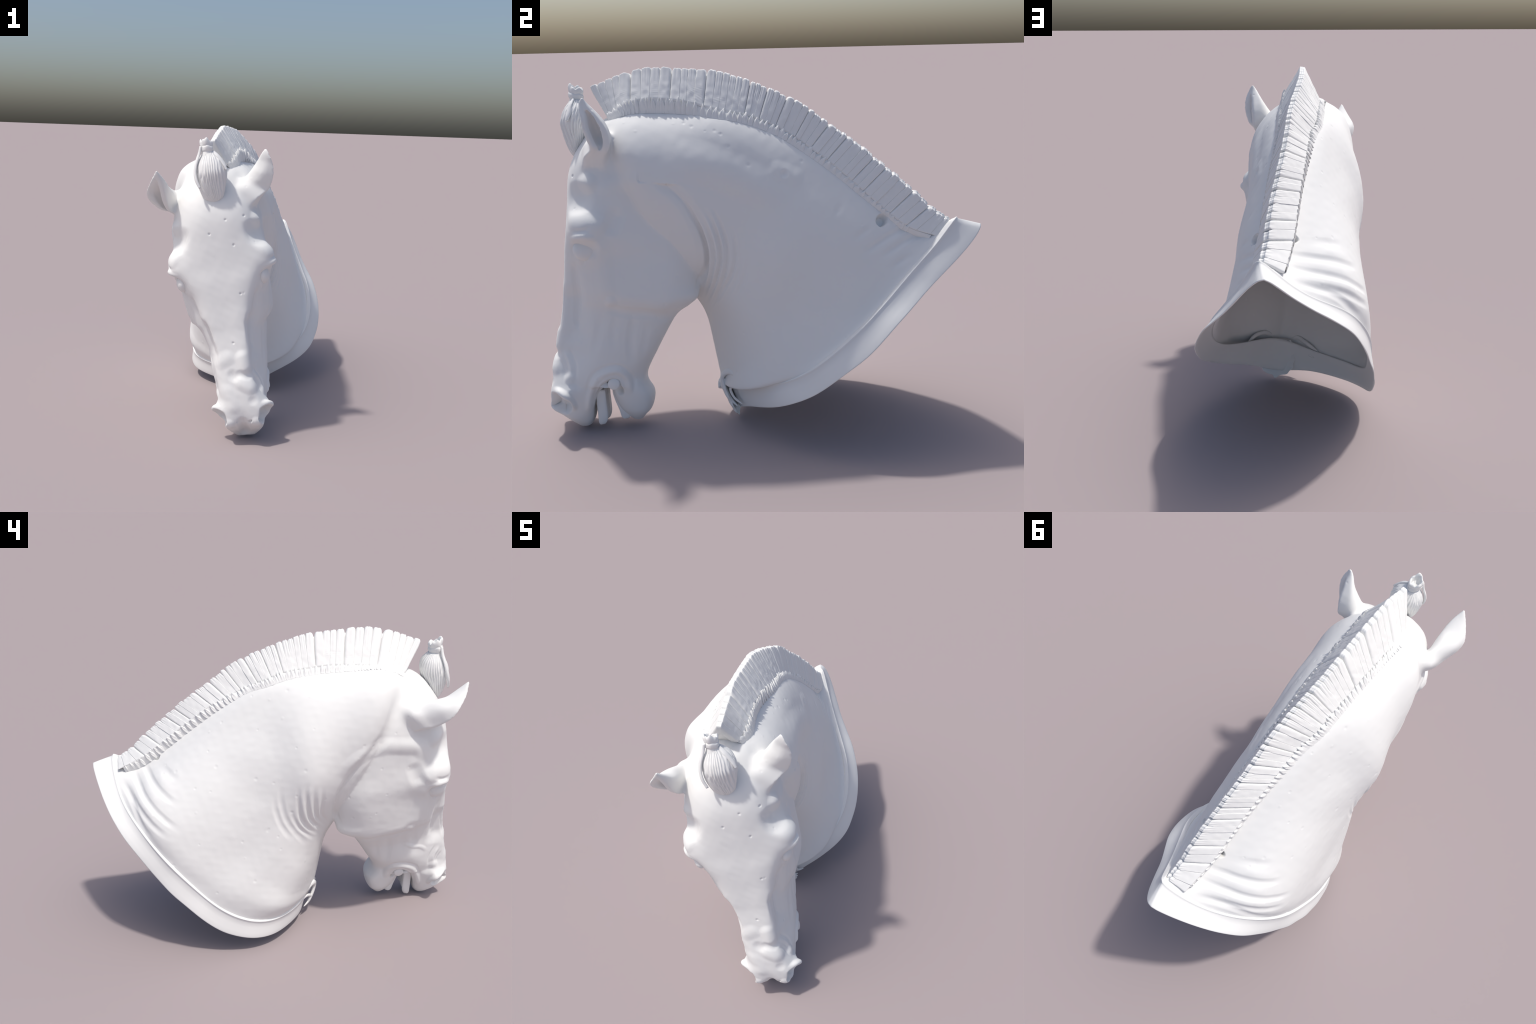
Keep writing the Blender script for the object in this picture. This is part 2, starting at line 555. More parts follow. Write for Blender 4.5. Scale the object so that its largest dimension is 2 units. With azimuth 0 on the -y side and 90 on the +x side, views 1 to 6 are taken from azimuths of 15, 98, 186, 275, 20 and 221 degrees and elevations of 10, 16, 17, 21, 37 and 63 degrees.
def neck_stroke(line, r, h, side, fade=0.0, hard=False):
    """brush on a flank of the neck, drawn in world (y, z)"""
    P = BV[:, 1:]
    line = np.asarray(line, float)
    lo, hi = line.min(0) - r, line.max(0) + r
    sel = (P > lo).all(1) & (P < hi).all(1) & (BN[:, 0] * side > -.35) & ((BV[:, 0] - .0) * side > -.08)
    i = np.where(sel)[0]
    c = curve2(line, 30)
    d, e = poly_dist(P[i], c)
    w = smooth(r, .72 * r, d) if hard else falloff(d, r)
    if fade:
        w = w * smooth(0, fade, e)
    DISP[i] += h * w


def apply():
    global BV, BN, BH, HXm
    BV = BV + BN * DISP[:, None]
    DISP[:] = 0
    BN = normals_of(BV, BF)
    BH = to_head(BV)
    HXm = BH[:, 0]


# --- big forms of the head
head_stroke([(.05, 1.012), (.11, 1.022), (.16, 1.0)], .05, .010, fade=0)        # brow
head_stroke([(.06, 1.11)], .085, -.022)                                       # hollow above the eye
head_stroke([(.10, 1.178)], .055, .014)                                       # temple knob
head_stroke([(.62, 1.08), (.56, 1.15), (.48, 1.19), (.37, 1.205), (.27, 1.187), (.20, 1.165), (.165, 1.11), (.16, 1.05)], .055, .010, side=-1, fade=.14)
head_stroke([(.37, 1.215), (.27, 1.195), (.20, 1.175), (.165, 1.12)], .05, .005, side=1)
head_stroke([(.24, 1.09), (.225, 1.02), (.2, .95)], .05, -.010)                # hollow behind the orbit
head_stroke([(.17, .94), (.185, .85), (.20, .76), (.228, .665)], .05, .006)    # facial crest
head_stroke([(.236, .655)], .035, .008)
head_stroke([(.20, .625), (.26, .612), (.33, .605), (.41, .605), (.48, .59), (.53, .60)], .035, -.006)
head_stroke([(.24, .675), (.30, .668), (.40, .665), (.47, .66), (.53, .68)], .04, .003)
head_stroke([(.44, .86)], .19, .008)                                           # cheek plate
apply()
# --- groove between jowl and neck
groove = [(.36, 1.275), (.42, 1.215), (.52, 1.135), (.585, 1.04), (.625, .955), (.642, .875), (.634, .80), (.605, .715)]
head_stroke(groove, .045, -.010, fade=.12)
head_stroke(groove[2:], .018, -.006, fade=.08)
head_stroke(groove[1:], .014, -.006, side=1, fade=.12)
head_stroke([(.25, 1.47), (.30, 1.38), (.35, 1.29), (.42, 1.22), (.52, 1.15)], .05, -.007, side=-1, fade=.12)
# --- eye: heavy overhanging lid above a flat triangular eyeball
head_stroke([(.080, .888), (.125, .893)], .055, -.018, fade=0)
head_stroke([(.10, .85)], .035, -.006)
head_stroke([(.036, .966), (.10, .974), (.14, 1.0)], .016, -.006)
head_stroke([(.035, .915), (.064, .938), (.10, .948), (.155, .938)], .022, .009)
head_stroke([(.094, .84), (.10, .80)], .018, -.005)
head_stroke([(.042, .895), (.068, .85), (.092, .82), (.10, .79)], .018, .005)
head_stroke([(.112, .835), (.15, .88)], .02, .004)
head_stroke([(.02, .70), (.03, .56), (.05, .42)], .08, -.020, side=-1, fade=.08)
head_stroke([(.05, .72), (.07, .56), (.09, .42)], .09, -.014, side=1, fade=.08)
head_stroke([(.10, .97), (.13, .86)], .08, .010, side=1, fade=0)
# --- long grooves of the nose and cheek
head_stroke([(.05, .83), (.065, .72), (.07, .60), (.072, .55), (.085, .485)], .024, -.008)
head_stroke([(.095, .80), (.11, .70), (.12, .60)], .03, .004)
head_stroke([(.35, .62), (.335, .48), (.352, .34)], .03, -.007, fade=.1)
head_stroke([(.27, .62), (.255, .5), (.27, .40)], .028, -.004, fade=.1)
head_stroke([(.41, .59), (.40, .48), (.385, .38)], .022, -.004, fade=.1)
head_stroke([(.20, .62), (.185, .5), (.17, .38)], .03, -.004, fade=.1)
head_stroke([(.248, .501), (.188, .457), (.14, .437), (.098, .389)], .017, .004, side=-1)
# --- bosses and dents of the nose
face_stroke([(.055, .47), (.07, .42)], .045, .009)
face_stroke([(-.06, .46), (-.02, .475)], .05, .005)
face_stroke([(.04, .385), (.075, .37)], .03, -.006)
face_stroke([(.03, .335), (.07, .31)], .045, .007)
face_stroke([(-.05, .30), (-.04, .22)], .05, .004)
face_stroke([(.07, .24)], .03, -.004)
face_stroke([(0, .38)], .04, -.006)
face_stroke([(0, .13), (0, .06)], .035, -.010)
face_stroke([(.075, .12)], .04, .010)
face_stroke([(-.075, .12)], .04, .010)
head_stroke([(.02, .40), (.06, .33), (.065, .27)], .016, .006)
head_stroke([(.04, .42), (.085, .34), (.09, .26)], .012, -.004)
head_stroke([(.0, .36), (.03, .31), (.035, .25)], .012, -.004)
head_stroke([(.062, .275)], .034, .010)
apply()
# --- nostril: flared upper rim and a wide pit
head_stroke([(-.02, .205), (.015, .212), (.055, .192), (.082, .145), (.075, .11)], .022, .016)
head_stroke([(-.03, .17), (-.035, .135), (-.015, .105)], .02, .006)
apply()
head_stroke([(.0, .160), (.035, .140)], .047, -.046, fade=0, hard=True)
# --- mouth corner, lip folds
head_stroke([(.15, .10), (.155, .2), (.19, .28), (.245, .318), (.295, .32), (.328, .28), (.337, .2)], .02, .008, fade=.06)
head_stroke([(.138, .2), (.168, .3), (.24, .348), (.305, .348), (.352, .29), (.36, .2)], .013, -.004, fade=.06)
head_stroke([(.20, .19), (.232, .25), (.27, .268), (.29, .22)], .024, -.034, fade=0)
apply()
# --- folds of the throat
for w in ([(-.285, 1.06), (-.238, .97), (-.217, .865), (-.232, .758), (-.275, .66)],
          [(-.241, 1.06), (-.201, .956), (-.186, .851), (-.21, .743), (-.262, .63), (-.29, .59)],
          [(-.218, 1.08), (-.171, .971), (-.153, .851), (-.18, .743), (-.235, .625), (-.28, .56)],
          [(-.188, 1.09), (-.141, .972), (-.123, .867), (-.142, .76), (-.215, .60), (-.265, .52)],
          [(-.103, 1.0), (-.084, .913), (-.096, .791), (-.161, .666), (-.22, .57)]):
    neck_stroke(w, .014, -.009, 1, .16)
for w in ([(-.262, 1.06), (-.219, .96), (-.201, .86), (-.221, .75), (-.268, .645)],
          [(-.23, 1.07), (-.186, .965), (-.17, .851), (-.195, .743), (-.25, .635)],
          [(-.2, 1.085), (-.156, .972), (-.138, .86), (-.16, .75), (-.225, .61)]):
    neck_stroke(w, .014, .005, 1, .16)
for w in ([(-.275, .95), (-.268, .85), (-.261, .741), (-.285, .66), (-.30, .59)],
          [(-.24, .97), (-.229, .88), (-.232, .76), (-.268, .65), (-.29, .57)],
          [(-.20, .99), (-.188, .907), (-.199, .761), (-.251, .636), (-.28, .55)],
          [(-.15, .97), (-.146, .89), (-.156, .761), (-.208, .65), (-.259, .58)],
          [(-.11, .85), (-.11, .799), (-.141, .705), (-.199, .62), (-.242, .55)]):
    neck_stroke(w, .017, -.007, -1, .17)
for w in ([(-.25, .95), (-.248, .86), (-.246, .75), (-.276, .66)],
          [(-.215, .97), (-.208, .89), (-.215, .76), (-.26, .645)],
          [(-.17, .97), (-.167, .9), (-.178, .761), (-.23, .65)]):
    neck_stroke(w, .017, .005, -1, .17)
for w in ([(-.062, .95), (-.06, .86), (-.08, .76), (-.14, .65), (-.19, .56)], [(-.03, .90), (-.03, .82), (-.06, .72), (-.12, .62)]):
    neck_stroke(w, .022, -.004, 1, .12)
    neck_stroke(w, .022, -.005, -1, .12)
# --- soft muscles of the neck
neck_stroke([(-.10, .93), (.05, .89), (.22, .86)], .10, -.005, -1, .2)
neck_stroke([(-.12, 1.16), (.05, 1.10), (.25, 1.02)], .12, .005, -1, .2)
neck_stroke([(-.42, 1.30), (-.2, 1.25), (.0, 1.16), (.16, 1.06)], .10, .012, 1, .2)
neck_stroke([(.13, 1.205)], .022, -.006, 1)
neck_stroke([(.10, 1.22), (.17, 1.19)], .05, .004, 1)
# --- folds running from the withers towards the chest
for w in ([(.83, .903), (.709, .821), (.588, .726), (.506, .68)], [(.781, .944), (.675, .873), (.537, .772), (.454, .72)],
          [(.727, .985), (.621, .928), (.527, .875), (.45, .84)], [(.613, 1.0), (.524, .975), (.45, .95)],
          [(.844, .905), (.739, .822), (.666, .718), (.60, .655)]):
    neck_stroke(w, .024, -.006, -1, .12)
for w in ([(.80, .925), (.69, .848), (.56, .75)], [(.75, .965), (.645, .90), (.53, .825)], [(.66, .98), (.57, .945), (.47, .90)]):
    neck_stroke(w, .032, .004, -1, .12)
for w in ([(.852, .99), (.752, .937), (.633, .884), (.534, .824)], [(.776, 1.0), (.674, .96), (.565, .91), (.46, .85)],
          [(.531, .975), (.482, .951), (.421, .898)], [(.716, .85), (.645, .82), (.574, .766)],
          [(.391, 1.082), (.364, 1.042), (.347, 1.002)]):
    neck_stroke(w, .022, -.006, 1, .1)
apply()
# --- plug holes at the base of the mane, casting chips and pits
for c, s in (((.558, .99), 1), ((.626, 1.027), -1)):
    neck_stroke([c], .027, -.034, s, hard=True)
apply()
for x, z in ((.058, 1.195), (.155, 1.206), (-.034, 1.13), (.086, 1.06), (.091, .803), (.02, .55)):
    face_stroke([(x, z)], .0085, -.0045)
apply()


def lumps(P, scale, seed):
    """cheap smooth noise: a sum of random plane waves"""
    r = np.random.default_rng(seed)
    out = np.zeros(len(P))
    for _ in range(14):
        k = r.normal(size=3)
        k *= scale * r.uniform(.6, 1.5) / np.linalg.norm(k)
        out += np.sin(P @ k + r.uniform(0, 6.3))
    return out / 14 ** .5


DISP[:] = .0007 * lumps(BV, 22, 1) + .00025 * lumps(BV, 120, 2)
apply()


# --- scattered pinholes and little burrs of the cast
pr = np.random.default_rng(5)
for i in pr.integers(0, len(BV), 220):
    c = BV[i]
    j = np.where((np.abs(BV - c) < .014).all(1))[0]
    rad = pr.uniform(.006, .013)
    k = -.0016 if pr.random() < .65 else .0010
    if BH[i, 1] > .04 or pr.random() < .3:
        DISP[j] += falloff(np.linalg.norm(BV[j] - c, axis=1), rad) * k
apply()


# ------------------------------------------------------------------ which faces belong to which part
def head_mask(fc, fh):
    """in front of the groove behind the jowl, up over the poll"""
    gy = np.array([.605, .634, .642, .625, .585, .52, .42, .36, .33, .30, .27])
    gz = np.array([.715, .80, .875, .955, 1.04, 1.135, 1.215, 1.275, 1.35, 1.43, 1.5])
    lim = np.interp(fh[:, 2], gz, gy)
    lim = np.where(fh[:, 2] < .715, .62, lim)
    return fh[:, 1] < lim


def ear_mask(fc, fh, side):
    if side > 0:
        return (fc[:, 2] > 1.318) & (fc[:, 0] > .185) & (fc[:, 1] < -.585) & (fc[:, 0] + .9 * (fc[:, 2] - 1.42) > .175)
    return (fc[:, 0] < -.172) & (fc[:, 1] < -.772) & (fc[:, 2] > 1.19)

# ------------------------------------------------------------------ finish the body
BN = normals_of(BV, BF)
root = bpy.data.objects.new("horse_head_cast", None)
bpy.context.scene.collection.objects.link(root)
root["label"] = "white plaster cast of a horse head with cropped mane"
root["category"] = "horse head sculpture"

# open the base: drop the cap that closed the last neck section
capc = neck_stations[-1]
cv, cf = loft(np.stack([capc, capc]), cap=True)
cap_tree = BVHTree.FromPolygons([Vector(p) for p in np.concatenate([capc, capc.mean(0)[None]])],
                                [[len(capc), j, (j + 1) % len(capc)] for j in range(len(capc))])
near = np.zeros(len(BV), bool)
cand = np.where((BV[:, 2] < 1.1) & (BN @ np.array([0, .7, -.7]) > .2))[0]
for i in cand:
    if cap_tree.find_nearest(Vector(BV[i]), .008)[0] is not None:
        near[i] = True
keep = ~near[BF].any(1)
BF2 = BF[keep]


def region_object(name, F, parent):
    used, inv = np.unique(F, return_inverse=True)
    me = bpy.data.meshes.new(name)
    me.from_pydata(BV[used].tolist(), [], inv.reshape(-1, 4).tolist())
    me.polygons.foreach_set("use_smooth", np.ones(len(F), bool))
    me.normals_split_custom_set_from_vertices(BN[used].tolist())
    return add_object(name, me, parent, MAT)


fc = BV[BF2].mean(1)
fh = to_head(fc)
is_head = head_mask(fc, fh)
region_object("neck", BF2[~is_head], root)
left_ear, right_ear = is_head & ear_mask(fc, fh, 1), is_head & ear_mask(fc, fh, -1)
rest = is_head & ~left_ear & ~right_ear
chin = rest & (fh[:, 2] < .34) & (fh[:, 1] > .262)
muzzle = rest & ~chin & (fh[:, 2] < .34)
region_object("head", BF2[rest & ~chin & ~muzzle], root)
region_object("muzzle", BF2[muzzle], root)
region_object("lower_jaw", BF2[chin], root)
region_object("ear", BF2[left_ear], root)
region_object("ear", BF2[right_ear], root)

# ------------------------------------------------------------------ mane
RIDGE = [(.023, -.782, 1.587), (.012, -.68, 1.628), (.006, -.612, 1.646), (-.008, -.515, 1.668), (-.014, -.425, 1.668),
         (-.022, -.32, 1.663), (-.03, -.17, 1.647), (-.025, -.04, 1.604), (-.013, .095, 1.55), (-.005, .213, 1.492),
         (-.001, .33, 1.404), (.007, .447, 1.325), (.022, .572, 1.22), (.033, .682, 1.131), (.037, .785, 1.035),
         (.043, .862, .984)]
BASE_L = [(.075, -.69, 1.455), (.095, -.635, 1.485), (.099, -.592, 1.508), (.087, -.50, 1.528), (.079, -.42, 1.527),
          (.076, -.315, 1.513), (.073, -.18, 1.478), (.06, -.06, 1.455), (.055, .05, 1.415), (.057, .15, 1.363),
          (.063, .245, 1.298), (.073, .35, 1.222), (.081, .47, 1.12), (.086, .575, 1.03), (.095, .68, .955), (.086, .805, .912)]
BASE_R = [(-.075, -.69, 1.44), (-.09, -.63, 1.468), (-.10, -.57, 1.482), (-.105, -.49, 1.493), (-.11, -.41, 1.497),
          (-.115, -.315, 1.50), (-.12, -.19, 1.487), (-.121, -.085, 1.47), (-.118, .02, 1.432), (-.099, .12, 1.39),
          (-.094, .225, 1.338), (-.09, .335, 1.275), (-.08, .46, 1.185), (-.076, .575, 1.10), (-.068, .70, 1.012), (-.052, .845, .935)]
_k = np.linspace(0, 1, 16)
_d = np.linspace(0, 1, 600)


def dense(L):
    """smooth curve through 16 control points, keeping their parameter"""
    L = np.array(L)
    Q = along(L[:, None, :], 40)[:, 0]
    t = np.linspace(0, 1, len(Q))
    return np.stack([np.interp(_d, t, Q[:, k]) for k in range(3)], -1)


RID, BSL, BSR = dense(RIDGE), dense(BASE_L), dense(BASE_R)


def at(C, t):
    return np.stack([np.interp(t, _d, C[:, k]) for k in range(3)], -1)


# lock boundaries as positions along the crest (y); a minus sign in GAPS marks the deep gaps between bunches
LOCKS = [-.786, -.747, -.709, -.674, -.638, -.585, -.535, -.491, -.447, -.395, -.351, -.319, -.282, -.235, -.192, -.16,
         -.129, -.10, -.071, -.036, -.010, .014, .043, .075, .101, .132, .167, .205, .235, .258, .29, .321, .357, .381, .404,
         .435, .473, .495, .523, .547, .576, .607, .637, .67, .70, .735, .773, .804, .841, .865]
GAPS = {-.786, -.585, -.395, -.235, -.036, .043, .132, .235, .321, .404, .523, .576, .70, .773, .865}
t_of_y = lambda y: float(np.interp(y, RID[:, 1], _d))

mane = bpy.data.objects.new("mane", None)
bpy.context.scene.collection.objects.link(mane)
mane.parent = root


def wedge(t, ph):
    """point on the smooth mane wedge: t along the crest, ph 0 (right base) .. .5 (ridge) .. 1 (left base)"""
    r, a, b = at(RID, t), at(BSR, t), at(BSL, t)
    base = np.where(ph < .5, 0, 1)[..., None] * (b - a) + a
    h = np.abs(ph - .5) * 2          # 0 at the ridge, 1 at the base
    P = r + (base - r) * h[..., None]
    # round the ridge and belly the flanks a little
    mid = (a + b) / 2
    up = (r - mid) / np.linalg.norm(r - mid, axis=-1, keepdims=True)
    P = P - up * (.012 * np.exp(-(h / .05) ** 2))[..., None]
    side = (base - mid) / np.linalg.norm(base - mid, axis=-1, keepdims=True)
    P = P + side * (.006 * np.sqrt(np.clip(h / .08, 0, 1)) * (1 - h))[..., None] + up * .006
    low = np.clip(h - 1, 0, 1)          # beyond the base the flank dives into the neck
    P = P - side * (low * .10)[..., None] - up * (low * .02)[..., None]
    return P, mid, h


def lock_mesh(y0, y1, i):
    r = np.random.default_rng(100 + i)
    nv, npn = 17, 110
    v = np.linspace(-1, 1, nv)
    ph = .5 + .52 * np.sign(np.linspace(-1, 1, npn)) * np.abs(np.linspace(-1, 1, npn)) ** 1.25
    Vv, Ph = np.meshgrid(v, ph, indexing="ij")
    t0, t1 = t_of_y(y0), t_of_y(y1)
    T = t0 + (t1 - t0) * (Vv * .5 + .5)
    P, mid, h = wedge(T, Ph)
    width = abs(y1 - y0) * 1.2
    inward = mid - P
    inward /= np.linalg.norm(inward, axis=-1, keepdims=True)
    g0, g1 = (y0 in GAPS), (y1 in GAPS)
    deep = np.where(Vv < 0, 1.0 if g0 else 0.0, 1.0 if g1 else 0.0)
    top = np.exp(-(h / .14) ** 2)
    back = float(smooth(.0, .5, (y0 + y1) / 2))     # towards the withers the splits become short nicks
    reach = r.uniform(.34, .62) * (1 - back) + r.uniform(.14, .34) * back
    fade = np.where(deep > 0, 1 - .55 * h, smooth(reach, reach * .45, h))
    soft = (.035 + .13 * top + deep * (.10 + .22 * top)) * width * np.abs(Vv) ** (5 - 1.5 * deep)
    cut = .0036 * np.exp(-((1 - np.abs(Vv)) / .13) ** 2) * (1 + 1.3 * deep) * (1 + .5 * top)
    groove = (soft + cut) * fade
    groove += r.uniform(-.004, .003) * top
    groove += r.uniform(-.0015, .0015)
    fine = .0009 * np.sin(Vv * r.uniform(4, 11) + r.uniform(0, 6)) * smooth(reach + .15, .1, h)
    chisel = np.sin(h * 150 + 4 * lumps(P.reshape(-1, 3), 60, 8).reshape(P.shape[:2])) * .0006
    rough = (chisel + .0007 * lumps(P.reshape(-1, 3), 170, 5).reshape(P.shape[:2])) * np.exp(-((h - .72) / .2) ** 2) * (1 if y0 < .16 else .3)
    rough += .0004 * lumps(P.reshape(-1, 3), 130, 6).reshape(P.shape[:2])
    P = P + inward * (groove + fine + rough)[..., None]
    # tuck the two cut sides and the base edges into the core
    first = P[:1] * .62 + mid[:1] * .38
    last = P[-1:] * .62 + mid[-1:] * .38
    P = np.concatenate([first, P, last])
    n, m = P.shape[:2]
    F = [[a * m + b, a * m + b + 1, (a + 1) * m + b + 1, (a + 1) * m + b] for a in range(n - 1) for b in range(m - 1)]
    me = bpy.data.meshes.new("mane_lock")
    me.from_pydata(P.reshape(-1, 3).tolist(), [], F)
    me.polygons.foreach_set("use_smooth", np.ones(len(F), bool))
    return me


for i, (y0, y1) in enumerate(zip(LOCKS[:-1], LOCKS[1:])):
    add_object("mane_lock", lock_mesh(y0, y1, i), mane, MAT)

# solid core under the locks
tc = np.linspace(.004, .996, 160)
core = []
for t in tc:
    ph = np.linspace(0, 1, 41)
    P, mid, h = wedge(np.full(41, t), ph)
    core.append(np.concatenate([mid[:1] + (P - mid) * .86 - 0 * P, [mid[0] + (mid[0] - P[20]) * .12]]))
v, f = loft(np.array(core))
me = make_mesh("mane_core", v, f)
me.polygons.foreach_set("use_smooth", np.ones(len(me.polygons), bool))
add_object("mane_core", me, mane, MAT)


# ------------------------------------------------------------------ little flame-shaped tufts at the root of the mane
def tuft_mesh(seed):
    """a flat pointed flame of hair, 2 wide, 1 high, with a strand or two marked on it"""
    r = np.random.default_rng(seed)
    rows, n = 16, 24
    loops = []
    lean = r.uniform(-.45, .45)
    tall = r.uniform(1.6, 3.0)
    for k in range(rows):
        u = k / (rows - 1)
        w = (.80 + .30 * np.sin(np.pi * min(u * 1.15, 1))) * max(1 - u ** tall, 0) ** .8 + .02
        a = np.linspace(0, 2 * np.pi, n, endpoint=False)
        x = np.cos(a) * w
        relief = .05 + .95 * smooth(.0, .8, u) * (1 - .25 * smooth(.85, 1, u))
        y = np.sign(np.sin(a)) * np.abs(np.sin(a)) ** .7 * relief * w ** .4 * (1 + .22 * np.cos(x * 5.5 + seed))
        loops.append(np.stack([x + lean * u * u, y, np.full(n, u)], -1))
    v, f = loft(np.array(loops))
    me = make_mesh("mane_tuft", v, f)
    me.polygons.foreach_set("use_smooth", np.ones(len(me.polygons), bool))
    me.materials.append(MAT)
    return me


TUFTS = [tuft_mesh(s) for s in range(9)]
body_tree = BVHTree.FromPolygons([Vector(p) for p in BV], BF.tolist())


def root_line(base, side):
    """the hair root: where the mane flank runs out on the skin of the neck; returns t, base, foot, outward normal"""
    tt = np.linspace(0, .985, 240)
    B, up = at(base, tt), at(RID, tt) - at(base, tt)
    up /= np.linalg.norm(up, axis=1)[:, None]
    tan = np.gradient(B, axis=0)
    nrm = np.cross(tan, up) * side
    nrm /= np.linalg.norm(nrm, axis=1)[:, None]
    drop = np.interp(tt, [0, .1, .5, .7, .85, 1], [.034, .044, .044, .032, .020, .014])
    hole = np.array([.11, .558, .99] if side > 0 else [-.115, .626, 1.027])
    gap = np.linalg.norm(B - up * .015 - hole, axis=1)
    drop = np.minimum(drop, .004 + .5 * np.maximum(gap - .018, 0))
    foot = B - up * drop[:, None]
    for k in range(len(foot)):
        hit = body_tree.find_nearest(Vector(foot[k]))
        foot[k] = np.array(hit[0])
    for _ in range(12):
        foot[1:-1] = (foot[:-2] + 2 * foot[1:-1] + foot[2:]) / 4
    return tt, B, foot, nrm


def root_band(base, side):
    """skin of the mane between the locks and the neck"""
    tt, B, foot, nrm = root_line(base, side)
    R = at(RID, tt)
    rows = [B + (R - B) * .16 - nrm * .010, B + (R - B) * .03 - nrm * .003, B - nrm * .001, B * .5 + foot * .5 + nrm * .001,
            foot - nrm * .001, foot - (B - foot) * .25 - nrm * .012]
    L = along(np.array(rows), 3)
    m, n = L.shape[:2]
    F = [[i * n + j, i * n + j + 1, (i + 1) * n + j + 1, (i + 1) * n + j] for i in range(m - 1) for j in range(n - 1)]
    me = make_mesh("mane_root", L.reshape(-1, 3), F)
    me.polygons.foreach_set("use_smooth", np.ones(len(me.polygons), bool))
    add_object("mane_root", me, mane, MAT)


def plant(base, t0, t1, count, side, seed):
    r = np.random.default_rng(seed)
    step = r.uniform(.8, 1.2, count)
    step[::4] += .25
    ts = t0 + (t1 - t0) * np.cumsum(step) / step.sum()
    tt, B, F, N = root_line(base, side)
    get = lambda C, t: np.array([np.interp(t, tt, C[:, k]) for k in range(3)])
    for t in ts:
        p, foot, nrm = get(B, t), get(F, t), get(N, t)
        hole = np.array([.11, .558, .99] if side > 0 else [-.115, .626, 1.027])
        if min(np.linalg.norm(p - hole), np.linalg.norm(foot - hole)) < .034:
            continue
        nrm /= np.linalg.norm(nrm)
        tall = float(np.interp(t, [0, .12, .5, .8, 1], [.010, .014, .012, .007, .004])) * r.uniform(.3, 1.5)
        up = p - foot
        tip = p + up / np.linalg.norm(up) * tall
        D = float(np.interp(t, [0, .5, .7, .9], [.0085, .0075, .005, .003] if side > 0 else [.008, .008, .0065, .005])) * r.uniform(.8, 1.2)
        foot = foot + nrm * D * .1
        tip = tip + nrm * D * .6
        ax = tip - foot
        Lg = np.linalg.norm(ax)
        ax /= Lg
        ty = nrm - ax * (nrm @ ax)
        ty /= np.linalg.norm(ty)
        tx = np.cross(ty, ax)
        W = .0132 * r.uniform(.75, 1.2) * float(np.interp(t, [0, .5, 1], [1.05, 1, .8]))
        M = Matrix([[tx[k] * W, ty[k] * D, ax[k] * Lg, foot[k]] for k in range(3)] + [[0, 0, 0, 1]])
        ob = add_object("mane_tuft", TUFTS[r.integers(9)], mane)
        ob.matrix_world = M


root_band(BSL, 1)
root_band(BSR, -1)
plant(BSL, .0, .93, 64, 1, 11)
plant(BSR, .0, .98, 68, -1, 12)

# ------------------------------------------------------------------ lip round the open base
prof = [(-.16, -.008), (-.08, -.002), (-.03, .0045), (-.008, .0068), (.012, .0068), (.04, .004), (.10, .0005), (.4, .0), (.7, .0), (.96, .0),
        (1.0, -.001), (1.003, -.003), (.985, -.005), (.8, -.006), (.4, -.006), (.1, -.007), (-.05, -.010), (-.16, -.013)]


def rim_loops(B, E):
    B = along(B[:, None], 4)[:, 0] if False else B
    n = len(B)
    tan = np.roll(B, -1, 0) - np.roll(B, 1, 0) + np.roll(E, -1, 0) - np.roll(E, 1, 0)
    T = E - B
    nn = np.cross(T, tan)
    nn /= np.linalg.norm(nn, axis=1)[:, None]
    out = np.sign(np.einsum("ij,ij->i", nn, B - np.array([.0, .25, .5])))
    nn *= np.where(out == 0, 1, out)[:, None]
    for _ in range(3):
        nn = (np.roll(nn, 1, 0) + nn + np.roll(nn, -1, 0))
        nn /= np.linalg.norm(nn, axis=1)[:, None]
    wob = .0012 * lumps(B, 40, 3)
    return [B + T * a + nn * (o + wob * (a > .1) * (o > -.004))[:, None] for a, o in prof]


def refine_ring(loop, k):
    n = len(loop)
    P = along(np.concatenate([loop, loop[:1]])[:, None], k)[:-1, 0]
    return P


rb, re_ = refine_ring(bead, 3), refine_ring(edge, 3)
loops = rim_loops(rb, re_)
m, n = len(loops), len(rb)
V = np.concatenate(loops)
F = [[i * n + j, i * n + (j + 1) % n, ((i + 1) % m) * n + (j + 1) % n, ((i + 1) % m) * n + j] for i in range(m) for j in range(n)]
me = make_mesh("base_rim", V, F)
me.polygons.foreach_set("use_smooth", np.ones(len(me.polygons), bool))
rim = add_object("base_rim", me, root, MAT)

# ------------------------------------------------------------------ forelock, tied up in a bun
forelock = bpy.data.objects.new("forelock", None)
bpy.context.scene.collection.objects.link(forelock)
forelock.parent = root


